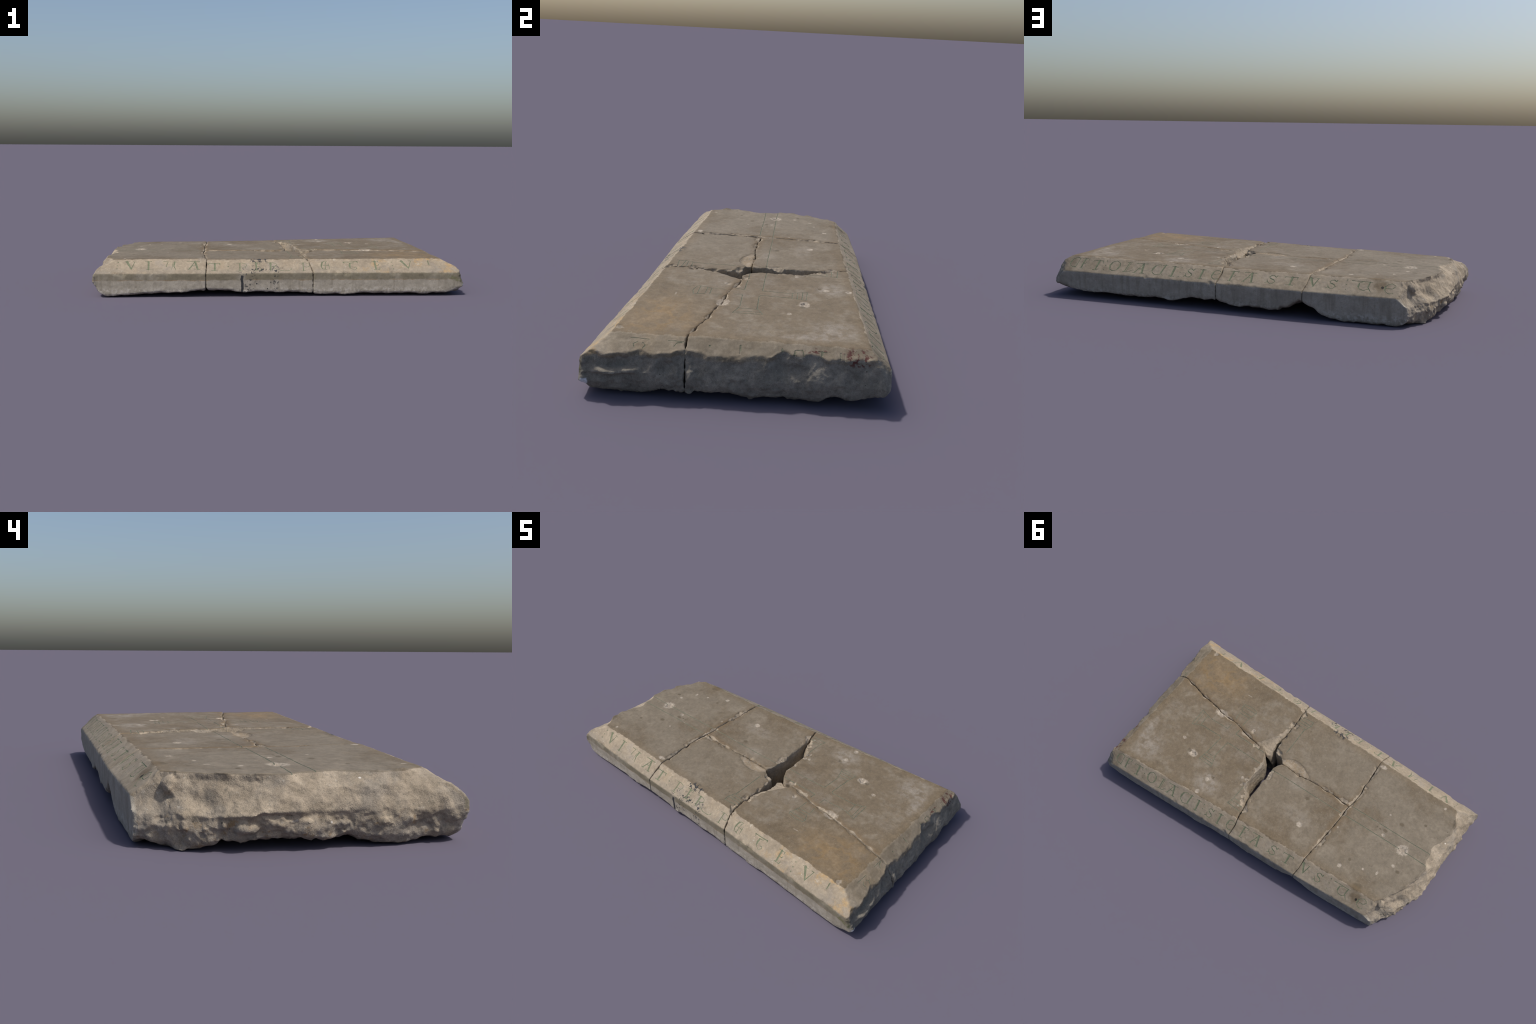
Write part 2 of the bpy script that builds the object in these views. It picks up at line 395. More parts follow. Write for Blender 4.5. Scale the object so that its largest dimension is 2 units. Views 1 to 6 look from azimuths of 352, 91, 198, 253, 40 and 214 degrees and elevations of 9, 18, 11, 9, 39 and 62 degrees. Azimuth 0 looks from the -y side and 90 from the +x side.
# ------------------------------------------------------------------ the inscription
# glyph: strokes ([(across, down), ...], half width at start, at end) in a unit box, widths in mm
BOLD = 1.22
GLYPHS = {
    "V": [([(0.17, 0), (0.56, 1)], 5.5, 3.0), ([(0.90, 0), (0.58, 0.98)], 1.4, 2.2), ([(-0.02, 0), (0.40, 0)], 1.2, 1.2), ([(0.72, 0), (1.02, 0)], 1.2, 1.2)],
    "I": [([(0.52, 0), (0.48, 1)], 4.6, 3.6), ([(0.0, 0), (1, 0.0)], 1.2, 1.6), ([(0.08, 1), (0.9, 1)], 1.2, 1.2)],
    "U": [([(0.0, 0.02), (0.36, 0.02)], 1.1, 1.4), ([(0.36, 0.04), (0.28, 0.3), (0.2, 0.62)], 1.5, 1.3), ([(0.82, 0.08), (0.76, 0.55), (0.88, 0.98)], 4.2, 1.4),
          ([(0.66, 0.06), (1.0, 0.05)], 1.2, 1.8), ([(0.68, 0.2), (0.6, 0.95)], 1.2, 1.0)],
    "A": [([(0, 0), (1, 0.0)], 1.4, 1.6), ([(0.64, 0.02), (0.80, 0.98)], 4.6, 4.0), ([(0.6, 0.05), (0.4, 0.5), (0.14, 0.95)], 1.5, 2.6), ([(0.36, 0.58), (0.72, 0.54)], 1.4, 1.4),
          ([(0.0, 0.98), (0.22, 0.97)], 1.2, 1.2), ([(0.6, 1), (1, 1)], 1.2, 1.2)],
    "T": [([(0, 0.04), (1, 0.03)], 1.5, 1.8), ([(0.02, 0.04), (-0.04, 0.2)], 1.8, 0.8), ([(0.98, 0.04), (1.0, 0.28)], 1.8, 0.8), ([(0.56, 0.04), (0.50, 1)], 4.6, 3.4), ([(0.2, 1), (0.76, 0.99)], 1.2, 1.2)],
    "P": [([(0.36, 0.05), (0.28, 1)], 2.8, 2.2), ([(0.0, 0.06), (0.5, 0.0), (0.86, 0.1), (0.97, 0.3), (0.84, 0.5), (0.6, 0.56), (0.42, 0.48)], 1.1, 1.4), ([(0.08, 1), (0.5, 1)], 1.1, 1.1)],
    "E": [([(0.46, 0.03), (0.40, 0.97)], 4.2, 3.4), ([(0.05, 0.04), (0.9, 0.02)], 1.3, 1.4), ([(0.9, 0.02), (0.86, 0.24)], 1.8, 0.7), ([(0.45, 0.5), (0.8, 0.5), (0.86, 0.42)], 1.2, 1.6),
          ([(0.16, 1), (0.86, 0.99), (0.92, 0.82)], 1.3, 1.4)],
    "F": [([(0.42, 0.02), (0.30, 0.98)], 4.0, 3.2), ([(0.0, 0.03), (1.0, 0.0), (0.92, 0.16)], 1.4, 1.6), ([(0.4, 0.52), (0.68, 0.5), (0.72, 0.4)], 1.1, 1.5), ([(0.08, 1), (0.66, 1)], 1.2, 1.0)],
    "R": [([(0.22, 0.05), (0.16, 0.92)], 4.6, 2.8), ([(0.0, 0.04), (0.36, 0.0), (0.62, 0.12), (0.66, 0.3), (0.5, 0.46), (0.28, 0.48)], 1.2, 1.5),
          ([(0.36, 0.48), (0.6, 0.8), (1.0, 1.0), (1.5, 1.0), (1.72, 0.86), (1.7, 0.72)], 1.8, 0.8)],
    "e": [([(0.95, 0.16), (0.62, 0.0), (0.24, 0.14), (0.05, 0.46), (0.14, 0.8), (0.46, 1.0), (0.8, 0.92)], 1.4, 1.4), ([(0.1, 0.3), (0.06, 0.66)], 3.4, 2.6), ([(0.12, 0.5), (0.7, 0.5), (0.96, 0.24)], 1.3, 1.4)],
    "Er": [([(0.8, 0.0), (0.42, 0.02), (0.12, 0.3), (0.04, 0.62), (0.16, 0.96)], 1.3, 2.0), ([(0.26, 0.12), (0.08, 0.6)], 3.4, 3.2), ([(0.66, 0.1), (0.52, 0.5), (0.5, 0.9)], 1.5, 1.2),
           ([(0.3, 0.52), (0.9, 0.5)], 1.3, 1.6), ([(0.95, 0.3), (0.94, 1.0)], 1.6, 1.0), ([(0.3, 0.94), (0.62, 0.98)], 1.3, 1.3)],
    "Tr": [([(0.0, 0.06), (1.0, 0.02)], 1.8, 2.2), ([(0.02, 0.04), (0.06, 0.22)], 2.0, 0.9), ([(0.98, 0.0), (1.0, 0.2)], 2.2, 1.0), ([(0.7, 0.18), (0.44, 0.2), (0.34, 0.5), (0.44, 0.84), (0.66, 1.0), (0.86, 0.84), (0.82, 0.66), (0.68, 0.7)], 1.4, 1.2),
           ([(0.44, 0.24), (0.40, 0.72)], 3.8, 3.2)],
    "'": [([(0.5, 0), (0.42, 1)], 2.6, 1.6)],
    "C": [([(0.98, 0.12), (0.62, 0.0), (0.22, 0.16), (0.02, 0.5), (0.16, 0.86), (0.5, 1.0), (0.78, 0.94)], 1.6, 1.5), ([(0.16, 0.24), (0.06, 0.7)], 3.0, 2.6), ([(0.96, 0.1), (0.8, 0.96)], 1.6, 1.6), ([(0.66, 1.0), (0.92, 1.0)], 1.2, 1.2)],
    "O": [([(0.5, 0), (0.16, 0.16), (0.0, 0.5), (0.16, 0.86), (0.5, 1), (0.84, 0.86), (1, 0.5), (0.84, 0.16), (0.5, 0)], 1.6, 1.6), ([(0.14, 0.24), (0.04, 0.5), (0.14, 0.78)], 3.2, 3.2), ([(0.88, 0.24), (0.96, 0.5), (0.86, 0.76)], 3.4, 3.4)],
    "L": [([(0.35, 0.0), (0.18, 0.97)], 2.2, 2.0), ([(0.55, 0.02), (0.38, 0.9)], 1.2, 1.2), ([(0.1, 0.0), (0.8, 0.0)], 1.2, 1.2), ([(0.0, 1), (0.7, 0.99), (0.98, 0.78)], 1.4, 1.6)],
    "CI": [([(0.5, 0.0), (0.26, 0.06), (0.06, 0.4), (0.12, 0.78), (0.36, 1.0)], 1.5, 1.5), ([(0.18, 0.18), (0.08, 0.62)], 3.4, 3.4), ([(0.5, 0.0), (0.54, 0.12)], 1.5, 1.0), ([(0.84, 0.0), (0.68, 0.96)], 3.6, 2.4),
           ([(0.66, 0.04), (1.0, 0.02)], 1.3, 1.3), ([(0.36, 1.0), (0.64, 0.94)], 1.5, 1.5), ([(0.78, 0.4), (0.76, 0.86), (0.9, 1.02)], 1.4, 1.0)],
    "S": [([(0.92, 0.02), (0.84, 0.22), (0.62, 0.04), (0.36, 0.06), (0.22, 0.24), (0.34, 0.42), (0.66, 0.54), (0.82, 0.72), (0.66, 0.94), (0.38, 0.98), (0.16, 0.84), (0.1, 0.62)], 1.8, 1.6),
          ([(0.34, 0.40), (0.68, 0.55)], 2.6, 2.6), ([(0.2, 0.82), (-0.06, 0.96)], 1.8, 1.2)],
    "G": [([(0.98, 0.16), (0.62, 0.0), (0.24, 0.14), (0.04, 0.5), (0.16, 0.84), (0.46, 1.0), (0.9, 0.96), (1.05, 0.68)], 1.5, 1.6), ([(0.18, 0.22), (0.08, 0.66)], 3.2, 2.8), ([(0.3, 0.56), (0.96, 0.34)], 1.1, 1.1)],
    "U2": [([(-0.18, 0.02), (1.0, 0.04)], 1.4, 1.6), ([(0.46, 0.06), (0.24, 0.24), (0.2, 0.6), (0.36, 0.9), (0.6, 0.94)], 1.4, 1.4), ([(0.26, 0.26), (0.24, 0.62)], 2.6, 2.6), ([(0.86, 0.06), (0.78, 0.6), (0.98, 1.08)], 3.0, 1.2), ([(0.6, 0.94), (0.78, 0.8)], 1.4, 1.2)],
    "DOT": [([(0, 0), (0.01, 0)], 2.6, 2.6)],
    "RO": [([(0.0, 1.0), (0.1, 0.1), (0.72, 0.0), (0.9, 0.9)], 2.2, 1.6), ([(0.05, 0.9), (0.14, 0.15)], 2.6, 2.0)],
    "II": [([(0.4, 0.0), (0.4, 1.0)], 3.0, 2.4), ([(0.9, 0.0), (0.9, 1)], 1.8, 1.6)],
    "STEM": [([(0.5, 0.0), (0.5, 1.0)], 3.2, 2.6)],
    "FT": [([(0.5, 0.0), (0.46, 1.0)], 3.4, 2.6), ([(0.0, 0.0), (1.0, 0.03)], 1.6, 1.6)],
    "BAR": [([(0.0, 0.0), (1.0, 0.2)], 1.4, 1.4)],
    "CUP": [([(0.35, 0.0), (0.05, 0.45), (0.15, 1.0)], 1.6, 1.6), ([(0.75, 0.1), (0.95, 0.55), (0.8, 1.15)], 1.6, 2.0)],
    "ARC": [([(0.9, 0.0), (0.3, 0.25), (0.05, 0.9)], 1.5, 1.8)],
}
# where each letter stands: glyph, from, to (along the edge), top, bottom (share of the chamfer)
FRONT_TEXT = [("DOT", -0.867, -0.865, 0.22, 0.23), ("DOT", -0.871, -0.869, 0.46, 0.47), ("DOT", -0.873, -0.871, 0.66, 0.67),
              ("V", -0.829, -0.773, 0.18, 0.70), ("I", -0.722, -0.689, 0.18, 0.73), ("U", -0.627, -0.553, 0.18, 0.76), ("A", -0.499, -0.432, 0.18, 0.72),
              ("T", -0.385, -0.324, 0.29, 0.79), ("DOT", -0.280, -0.278, 0.28, 0.29), ("DOT", -0.281, -0.279, 0.53, 0.54), ("DOT", -0.284, -0.282, 0.77, 0.78),
              ("P", -0.237, -0.178, 0.26, 0.83), ("E", -0.150, -0.102, 0.24, 0.79), ("R", -0.066, 0.006, 0.25, 0.84), ("P", 0.106, 0.164, 0.28, 0.86),
              ("Er", 0.220, 0.268, 0.17, 0.77), ("Tr", 0.346, 0.425, 0.20, 0.79), ("E", 0.500, 0.543, 0.18, 0.78),
              ("DOT", 0.612, 0.614, 0.26, 0.27), ("DOT", 0.611, 0.613, 0.52, 0.53), ("DOT", 0.612, 0.614, 0.74, 0.75), ("V", 0.656, 0.726, 0.19, 0.70), ("'", 0.808, 0.820, 0.18, 0.46)]
BACK_TEXT = [("C", 0.917, 0.866, 0.12, 0.72), ("F", 0.856, 0.815, 0.17, 0.76), ("T", 0.787, 0.734, 0.21, 0.78), ("DOT", 0.716, 0.714, 0.20, 0.21), ("DOT", 0.714, 0.712, 0.47, 0.48),
             ("DOT", 0.715, 0.713, 0.74, 0.75), ("O", 0.693, 0.632, 0.15, 0.76), ("L", 0.605, 0.562, 0.19, 0.77), ("A", 0.551, 0.490, 0.20, 0.77), ("CI", 0.460, 0.380, 0.18, 0.79),
             ("I", 0.357, 0.326, 0.23, 0.78), ("DOT", 0.305, 0.303, 0.26, 0.27), ("DOT", 0.305, 0.303, 0.52, 0.53), ("DOT", 0.305, 0.303, 0.78, 0.79), ("S", 0.279, 0.232, 0.26, 0.76),
             ("I", 0.207, 0.178, 0.28, 0.79), ("G", 0.142, 0.098, 0.24, 0.76), ("F", 0.055, 0.010, 0.19, 0.77), ("A", -0.018, -0.079, 0.21, 0.75), ("S", -0.135, -0.188, 0.23, 0.72),
             ("T", -0.223, -0.283, 0.25, 0.70), ("V", -0.335, -0.386, 0.22, 0.66), ("S", -0.425, -0.474, 0.22, 0.72), ("DOT", -0.514, -0.516, 0.18, 0.19), ("DOT", -0.513, -0.515, 0.42, 0.43),
             ("DOT", -0.515, -0.517, 0.71, 0.72), ("U2", -0.550, -0.630, 0.18, 0.70), ("e", -0.685, -0.738, 0.20, 0.76)]
# worn letters on the right-hand chamfer: glyph, from y, to y, distances below the arris in metres
RIGHT_TEXT = [("BAR", -0.361, -0.298, 0.026, 0.030), ("CUP", -0.352, -0.306, 0.043, 0.066), ("BAR", -0.234, -0.180, 0.026, 0.029), ("ARC", -0.213, -0.185, 0.030, 0.052), ("DOT", -0.093, -0.092, 0.034, 0.035),
              ("STEM", 0.005, 0.016, 0.024, 0.056), ("STEM", 0.145, 0.156, 0.026, 0.062), ("RO", 0.190, 0.228, 0.024, 0.050), ("FT", 0.270, 0.298, 0.024, 0.046), ("II", 0.334, 0.362, 0.026, 0.050)]
BEVEL_RUN = 0.108

# the engraved cross on the face: open line work, plan coordinates
CROSS = [([(-0.885, 0.040), (-0.697, 0.035), (-0.402, 0.023)], 2.0), ([(-0.905, 0.111), (-0.781, 0.103), (-0.38, 0.090)], 2.0), ([(-0.372, 0.090), (-0.286, 0.088), (0.01, 0.073), (0.104, 0.073)], 1.8),
         ([(0.200, 0.005), (0.412, -0.007), (0.409, -0.039)], 1.7), ([(0.180, 0.076), (0.282, 0.070), (0.419, 0.066), (0.432, 0.190)], 1.7), ([(0.616, 0.052), (0.482, 0.054), (0.470, 0.063), (0.484, 0.184)], 1.8),
         ([(0.470, -0.048), (0.475, -0.012), (0.603, -0.014), (0.669, -0.037), (0.670, 0.074), (0.616, 0.054)], 1.6), ([(0.654, -0.034), (0.650, 0.066)], 1.5), ([(0.621, -0.014), (0.622, 0.050)], 1.4),
         ([(0.484, 0.184), (0.424, 0.185)], 1.5), ([(0.484, 0.186), (0.497, 0.239), (0.409, 0.246), (0.424, 0.187)], 1.5), ([(0.490, 0.203), (0.421, 0.207)], 2.0), ([(0.493, 0.222), (0.416, 0.228)], 1.6),
         ([(0.484, -0.206), (0.440, -0.212), (0.392, -0.199), (0.391, -0.185), (0.404, -0.156), (0.473, -0.160), (0.486, -0.187), (0.484, -0.206)], 1.6), ([(0.483, -0.190), (0.393, -0.186)], 1.4),
         ([(0.475, -0.142), (0.408, -0.139), (0.404, -0.156)], 1.6), ([(0.477, -0.144), (0.473, -0.093)], 1.5), ([(0.409, -0.138), (0.413, -0.080)], 1.5),
         ([(0.150, -0.318), (0.072, -0.320), (0.071, -0.290), (0.150, -0.299)], 1.7), ([(0.150, -0.258), (0.085, -0.257), (0.072, -0.290)], 1.7), ([(0.151, -0.280), (0.083, -0.277)], 1.8), ([(0.091, -0.256), (0.097, -0.064)], 1.9),
         ([(0.182, 0.252), (0.186, 0.337), (0.199, 0.379), (0.112, 0.387)], 1.5), ([(0.186, 0.337), (0.118, 0.333)], 1.5), ([(0.192, 0.356), (0.113, 0.359)], 1.7)]


def letter_strokes(text, run, in_metres=False):
    out = []
    for glyph, a, b, t0, t1 in text:
        strokes = []
        width = b - a
        for pts, w0, w1 in GLYPHS[glyph]:
            scale = 1.0 if in_metres else run
            strokes.append(([(a + p * width, (t0 + q * (t1 - t0)) * scale) for p, q in pts], w0 * BOLD / 1000, w1 * BOLD / 1000))
        out.append((glyph, strokes))
    return out


def stroke_distance(u, v, strokes):
    d = np.full(u.shape, 1.0)
    for pts, w0, w1 in strokes:
        n = len(pts) - 1
        for i in range(n):
            (ax, ay), (bx, by) = pts[i], pts[i + 1]
            ex, ey = bx - ax, by - ay
            t = np.clip(((u - ax) * ex + (v - ay) * ey) / (ex * ex + ey * ey + 1e-12), 0, 1)
            w = w0 + (w1 - w0) * (i + t) / n
            d = np.minimum(d, np.hypot(u - ax - ex * t, v - ay - ey * t) - w)
    return d


def face_coordinates(kind, p, lift):
    """flat coordinates on a dressed face, and how far the point lies off that face"""
    x, y, z = p.T
    zt = top_z(x, y) + lift
    if kind == "top":
        return x, y, np.abs(z - zt) + 10 * (np.maximum(np.maximum(front_t(x, y), back_t(x, y)), right_s(x, y) / 0.05) > -0.0)
    if kind == "front":
        t = front_t(x, y)
        return x, t * BEVEL_RUN, np.abs(z - zt + t * (zt - BEVEL_LOW)) + 10 * ((t < 0) | (t > 1))
    if kind == "back":
        t = back_t(x, y)
        return x, t * BEVEL_RUN, np.abs(z - zt + t * (zt - BEVEL_LOW)) + 10 * ((t < 0) | (t > 1))
    s = right_s(x, y)
    return y, s * 1.22, np.abs(z - zt + right_fall(y) * s) + 10 * (s < 0)


def carve(verts, tris, lift):
    """cut every letter and line that falls on this fragment; returns the owner of each face"""
    marks = []
    for kind, text in (("front", letter_strokes(FRONT_TEXT, BEVEL_RUN)), ("back", letter_strokes(BACK_TEXT, BEVEL_RUN)), ("right", letter_strokes(RIGHT_TEXT, 1.0, True))):
        marks += [(kind, "inscribed_dot" if g == "DOT" else "worn_letter" if kind == "right" else "inscribed_letter", s, 0.0010) for g, s in text]
    marks.append(("top", "engraved_cross", [(p, w * 1.15 / 1000, w * 1.15 / 1000) for p, w in CROSS], 0.0014))
    owner = np.full(len(tris), -1)
    done = []
    for kind, name, strokes, depth in marks:
        pu = np.array([q for p, _, _ in strokes for q in p])
        lo, hi = pu.min(0) - 0.014, pu.max(0) + 0.014

        def distance(p):
            d = np.full(len(p), 1.0)
            along = p[:, 1] if kind == "right" else p[:, 0]
            i = np.nonzero((p[:, 2] > 0.10) & (along > lo[0]) & (along < hi[0]) & ((kind != "right") | (p[:, 0] > 0.85)))[0]
            if len(i):
                u, v, off = face_coordinates(kind, p[i], lift)
                ok = (off < 0.0040) & (v > lo[1]) & (v < hi[1])
                i, u, v = i[ok], u[ok], v[ok]
                if len(i):
                    wear = 0.0007 * noise3(u, v, 0 * u, 90, 3) + 0.0004 * noise3(u, v, 0 * u, 260, 5)
                    d[i] = stroke_distance(u, v, strokes) + wear
            return d
        near = distance(verts) < 0.0075
        if not near.any():
            continue
        here = near[tris].any(1)
        used, flat = np.unique(tris[here], return_inverse=True)
        v, t, o = verts[used], flat.reshape(-1, 3), owner[here]
        for reach in (0.0045, 0.0022):
            d = distance(v)
            v, t, o = split_edges(v, t, o, lambda a, b: (np.minimum(d[a], d[b]) < reach, np.full(len(a), 0.5)))
        d = distance(v)
        d = np.where(np.abs(d) < 1e-5, 1e-5, d)
        n0 = len(v)
        v, t, o = split_edges(v, t, o, lambda a, b: (((d[a] < 0) != (d[b] < 0)) & (np.maximum(d[a], d[b]) < 0.01),
                                                     np.clip(d[a] / np.where(d[a] == d[b], 1, d[a] - d[b]), 0.02, 0.98)))
        d = np.concatenate([d, np.zeros(len(v) - n0)])
        inside = (d[t] <= 0).all(1) & (d[t] < 0).any(1)
        if inside.sum() < 6:
            continue
        o[inside & (o < 0)] = len(done)
        v = v - vertex_normals(v, t) * (depth * sstep(-d, -0.0004, 0.0022) * (d < 0.0005))[:, None]
        # put the worked patch back
        verts[used] = v[:len(used)]
        ids = np.concatenate([used, len(verts) + np.arange(len(v) - len(used))])
        verts = np.concatenate([verts, v[len(used):]])
        tris = np.concatenate([tris[~here], ids[t]])
        owner = np.concatenate([owner[~here], o])
        done.append(name)
    return verts, tris, owner, done


def split_edges(verts, tris, owner, choose):
    """choose(a, b) -> (mask, t): the edges to cut, and where; the mesh stays conforming"""
    e = np.concatenate([tris[:, [0, 1]], tris[:, [1, 2]], tris[:, [2, 0]]])
    e.sort(1)
    key = e[:, 0].astype(np.int64) * len(verts) + e[:, 1]
    uniq, inverse = np.unique(key, return_inverse=True)
    inverse = inverse.reshape(-1)
    a, b = (uniq // len(verts)).astype(np.int64), (uniq % len(verts)).astype(np.int64)
    mask, t = choose(a, b)
    new = -np.ones(len(uniq), np.int64)
    new[mask] = len(verts) + np.arange(mask.sum())
    verts = np.concatenate([verts, verts[a[mask]] * (1 - t[mask])[:, None] + verts[b[mask]] * t[mask][:, None]])
    m = new[inverse].reshape(3, len(tris)).T
    n = (m >= 0).sum(1)
    out, own = [tris[n == 0]], [owner[n == 0]]

    def add(w, *groups):
        for g in groups:
            out.append(np.stack(g, 1))
            own.append(owner[w])
    for k in range(3):
        w = (n == 1) & (m[:, k] >= 0)
        A, B, C, M = tris[w, k], tris[w, (k + 1) % 3], tris[w, (k + 2) % 3], m[w, k]
        add(w, (A, M, C), (M, B, C))
        w = (n == 2) & (m[:, k] < 0)
        A, B, C = tris[w, k], tris[w, (k + 1) % 3], tris[w, (k + 2) % 3]
        P, Q = m[w, (k + 1) % 3], m[w, (k + 2) % 3]
        add(w, (P, C, Q), (A, B, P), (A, P, Q))
    w = n == 3
    A, B, C, P, Q, S = tris[w, 0], tris[w, 1], tris[w, 2], m[w, 0], m[w, 1], m[w, 2]
    add(w, (A, P, S), (P, B, Q), (S, Q, C), (P, Q, S))
    return verts, np.concatenate(out), np.concatenate(own)


def vertex_normals(verts, tris):
    fn = np.cross(verts[tris[:, 1]] - verts[tris[:, 0]], verts[tris[:, 2]] - verts[tris[:, 0]])
    n = np.zeros_like(verts)
    for k in range(3):
        for c in range(3):
            n[:, c] += np.bincount(tris[:, k], fn[:, c], len(verts))
    return n / np.maximum(np.linalg.norm(n, axis=1), 1e-12)[:, None]


def mesh_object(name, verts, tris, normals, material, parent):
    used, flat = np.unique(tris, return_inverse=True)
    v, t, n = verts[used], flat.reshape(-1, 3), normals[used]
    me = bpy.data.meshes.new(name)
    me.vertices.add(len(v))
    me.vertices.foreach_set("co", v.astype(np.float32).ravel())
    me.loops.add(t.size)
    me.loops.foreach_set("vertex_index", t.astype(np.int32).ravel())
    me.polygons.add(len(t))
    me.polygons.foreach_set("loop_start", np.arange(0, t.size, 3, dtype=np.int32))
    me.polygons.foreach_set("loop_total", np.full(len(t), 3, np.int32))
    me.update(calc_edges=True)
    me.validate()
    me.polygons.foreach_set("use_smooth", np.ones(len(me.polygons), bool))
    if len(me.vertices) == len(n):
        me.normals_split_custom_set_from_vertices(n.astype(np.float32).tolist())
    me.materials.append(material)
    ob = bpy.data.objects.new(name, me)
    bpy.context.scene.collection.objects.link(ob)
    ob.parent = parent
    return ob


# ------------------------------------------------------------------ materials
class Nodes:
    def __init__(self, name):
        self.mat = bpy.data.materials.new(name)
        self.mat.use_nodes = True
        self.t = self.mat.node_tree
        self.t.nodes.clear()
        self.out = self.t.nodes.new("ShaderNodeOutputMaterial")
        self.bsdf = self.t.nodes.new("ShaderNodeBsdfPrincipled")
        self.t.links.new(self.bsdf.outputs[0], self.out.inputs[0])
        self.co = self.t.nodes.new("ShaderNodeTexCoord").outputs["Object"]
        s = self.t.nodes.new("ShaderNodeSeparateXYZ")
        self.link(self.co, s.inputs[0])
        self.x, self.y, self.z = s.outputs

    def link(self, a, b):
        if isinstance(a, (int, float)):
            b.default_value = a
        elif isinstance(a, tuple):
            b.default_value = a + (1,) if len(b.default_value) == 4 else a
        else:
            self.t.links.new(a, b)

    def m(self, op, a, b=0.0, c=0.0, clamp=False):
        n = self.t.nodes.new("ShaderNodeMath")
        n.operation, n.use_clamp = op, clamp
        for v, i in zip((a, b, c), n.inputs):
            self.link(v, i)
        return n.outputs[0]

    def add(self, a, b): return self.m("ADD", a, b)
    def sub(self, a, b): return self.m("SUBTRACT", a, b)
    def mul(self, a, b): return self.m("MULTIPLY", a, b)
    def lin(self, a, k, c): return self.m("MULTIPLY_ADD", a, k, c)
    def mn(self, *v):
        r = v[0]
        for q in v[1:]:
            r = self.m("MINIMUM", r, q)
        return r
    def mx(self, *v):
        r = v[0]
        for q in v[1:]:
            r = self.m("MAXIMUM", r, q)
        return r

    def ramp(self, v, lo, hi, a=0.0, b=1.0, smooth=True):
        n = self.t.nodes.new("ShaderNodeMapRange")
        n.interpolation_type = "SMOOTHSTEP" if smooth else "LINEAR"
        for q, i in zip((v, lo, hi, a, b), n.inputs):
            self.link(q, i)
        return n.outputs[0]

    def noise(self, scale, detail=4, rough=0.55, off=0.0, stretch=(1, 1, 1)):
        mp = self.t.nodes.new("ShaderNodeMapping")
        self.link(self.co, mp.inputs[0])
        mp.inputs["Location"].default_value = (off, off * 0.7, off * 1.3)
        mp.inputs["Scale"].default_value = stretch
        n = self.t.nodes.new("ShaderNodeTexNoise")
        self.link(mp.outputs[0], n.inputs["Vector"])
        n.inputs["Scale"].default_value, n.inputs["Detail"].default_value, n.inputs["Roughness"].default_value = scale, detail, rough
        return n.outputs[0]

    def specks(self, scale, size, share, off=0.0):
        """scattered round specks: a share of the Voronoi cells, each with a dot of the given radius"""
        mp = self.t.nodes.new("ShaderNodeMapping")
        self.link(self.co, mp.inputs[0])
        mp.inputs["Location"].default_value = (off, off, off)
        v = self.t.nodes.new("ShaderNodeTexVoronoi")
        self.link(mp.outputs[0], v.inputs["Vector"])
        v.inputs["Scale"].default_value = scale
        s = self.t.nodes.new("ShaderNodeSeparateColor")
        self.link(v.outputs["Color"], s.inputs[0])
        chosen = self.ramp(s.outputs[0], share, share + 0.02, 1, 0)
        radius = self.lin(s.outputs[1], size * scale, size * scale * 0.3)
        return self.mul(chosen, self.ramp(self.sub(v.outputs["Distance"], radius), -0.06, 0.04, 1, 0))

    def mix(self, fac, a, b, mode="MIX"):
        n = self.t.nodes.new("ShaderNodeMix")
        n.data_type, n.blend_type = "RGBA", mode
        self.link(fac, n.inputs[0])
        self.link(a, n.inputs[6])
        self.link(b, n.inputs[7])
        return n.outputs[2]

    def scale(self, colour, value):
        n = self.t.nodes.new("ShaderNodeVectorMath")
        n.operation = "SCALE"
        self.link(colour, n.inputs[0])
        self.link(value, n.inputs["Scale"])
        return n.outputs[0]

    def piecewise(self, v, table):
        xs, ys = table
        s0, s1 = (ys[1] - ys[0]) / (xs[1] - xs[0]), (ys[-1] - ys[-2]) / (xs[-1] - xs[-2])
        xs, ys = [xs[0] - 0.3] + xs[1:-1] + [xs[-1] + 0.3], [ys[0] - 0.3 * s0] + ys[1:-1] + [ys[-1] + 0.3 * s1]
        r = ys[0]
        for i in range(len(xs) - 1):
            r = self.add(r, self.ramp(v, xs[i], xs[i + 1], 0.0, ys[i + 1] - ys[i], smooth=False))
        return r

    def spots(self, places, wobble, soft=0.25):
        """union of irregular patches on the plan: (x, y, rx, ry)"""
        flat = self.t.nodes.new("ShaderNodeVectorMath")
        flat.operation = "MULTIPLY"
        self.link(self.co, flat.inputs[0])
        flat.inputs[1].default_value = (1, 1, 0)
        r = None
        for x0, y0, rx, ry in places:
            a = self.t.nodes.new("ShaderNodeVectorMath")
            a.operation = "MULTIPLY_ADD"
            self.link(flat.outputs[0], a.inputs[0])
            a.inputs[1].default_value, a.inputs[2].default_value = (1 / rx, 1 / ry, 0), (-x0 / rx, -y0 / ry, 0)
            l = self.t.nodes.new("ShaderNodeVectorMath")
            l.operation = "LENGTH"
            self.link(a.outputs[0], l.inputs[0])
            r = l.outputs["Value"] if r is None else self.mn(r, l.outputs["Value"])
        return self.ramp(self.mul(r, wobble), 1 - soft, 1 + soft, 1, 0)


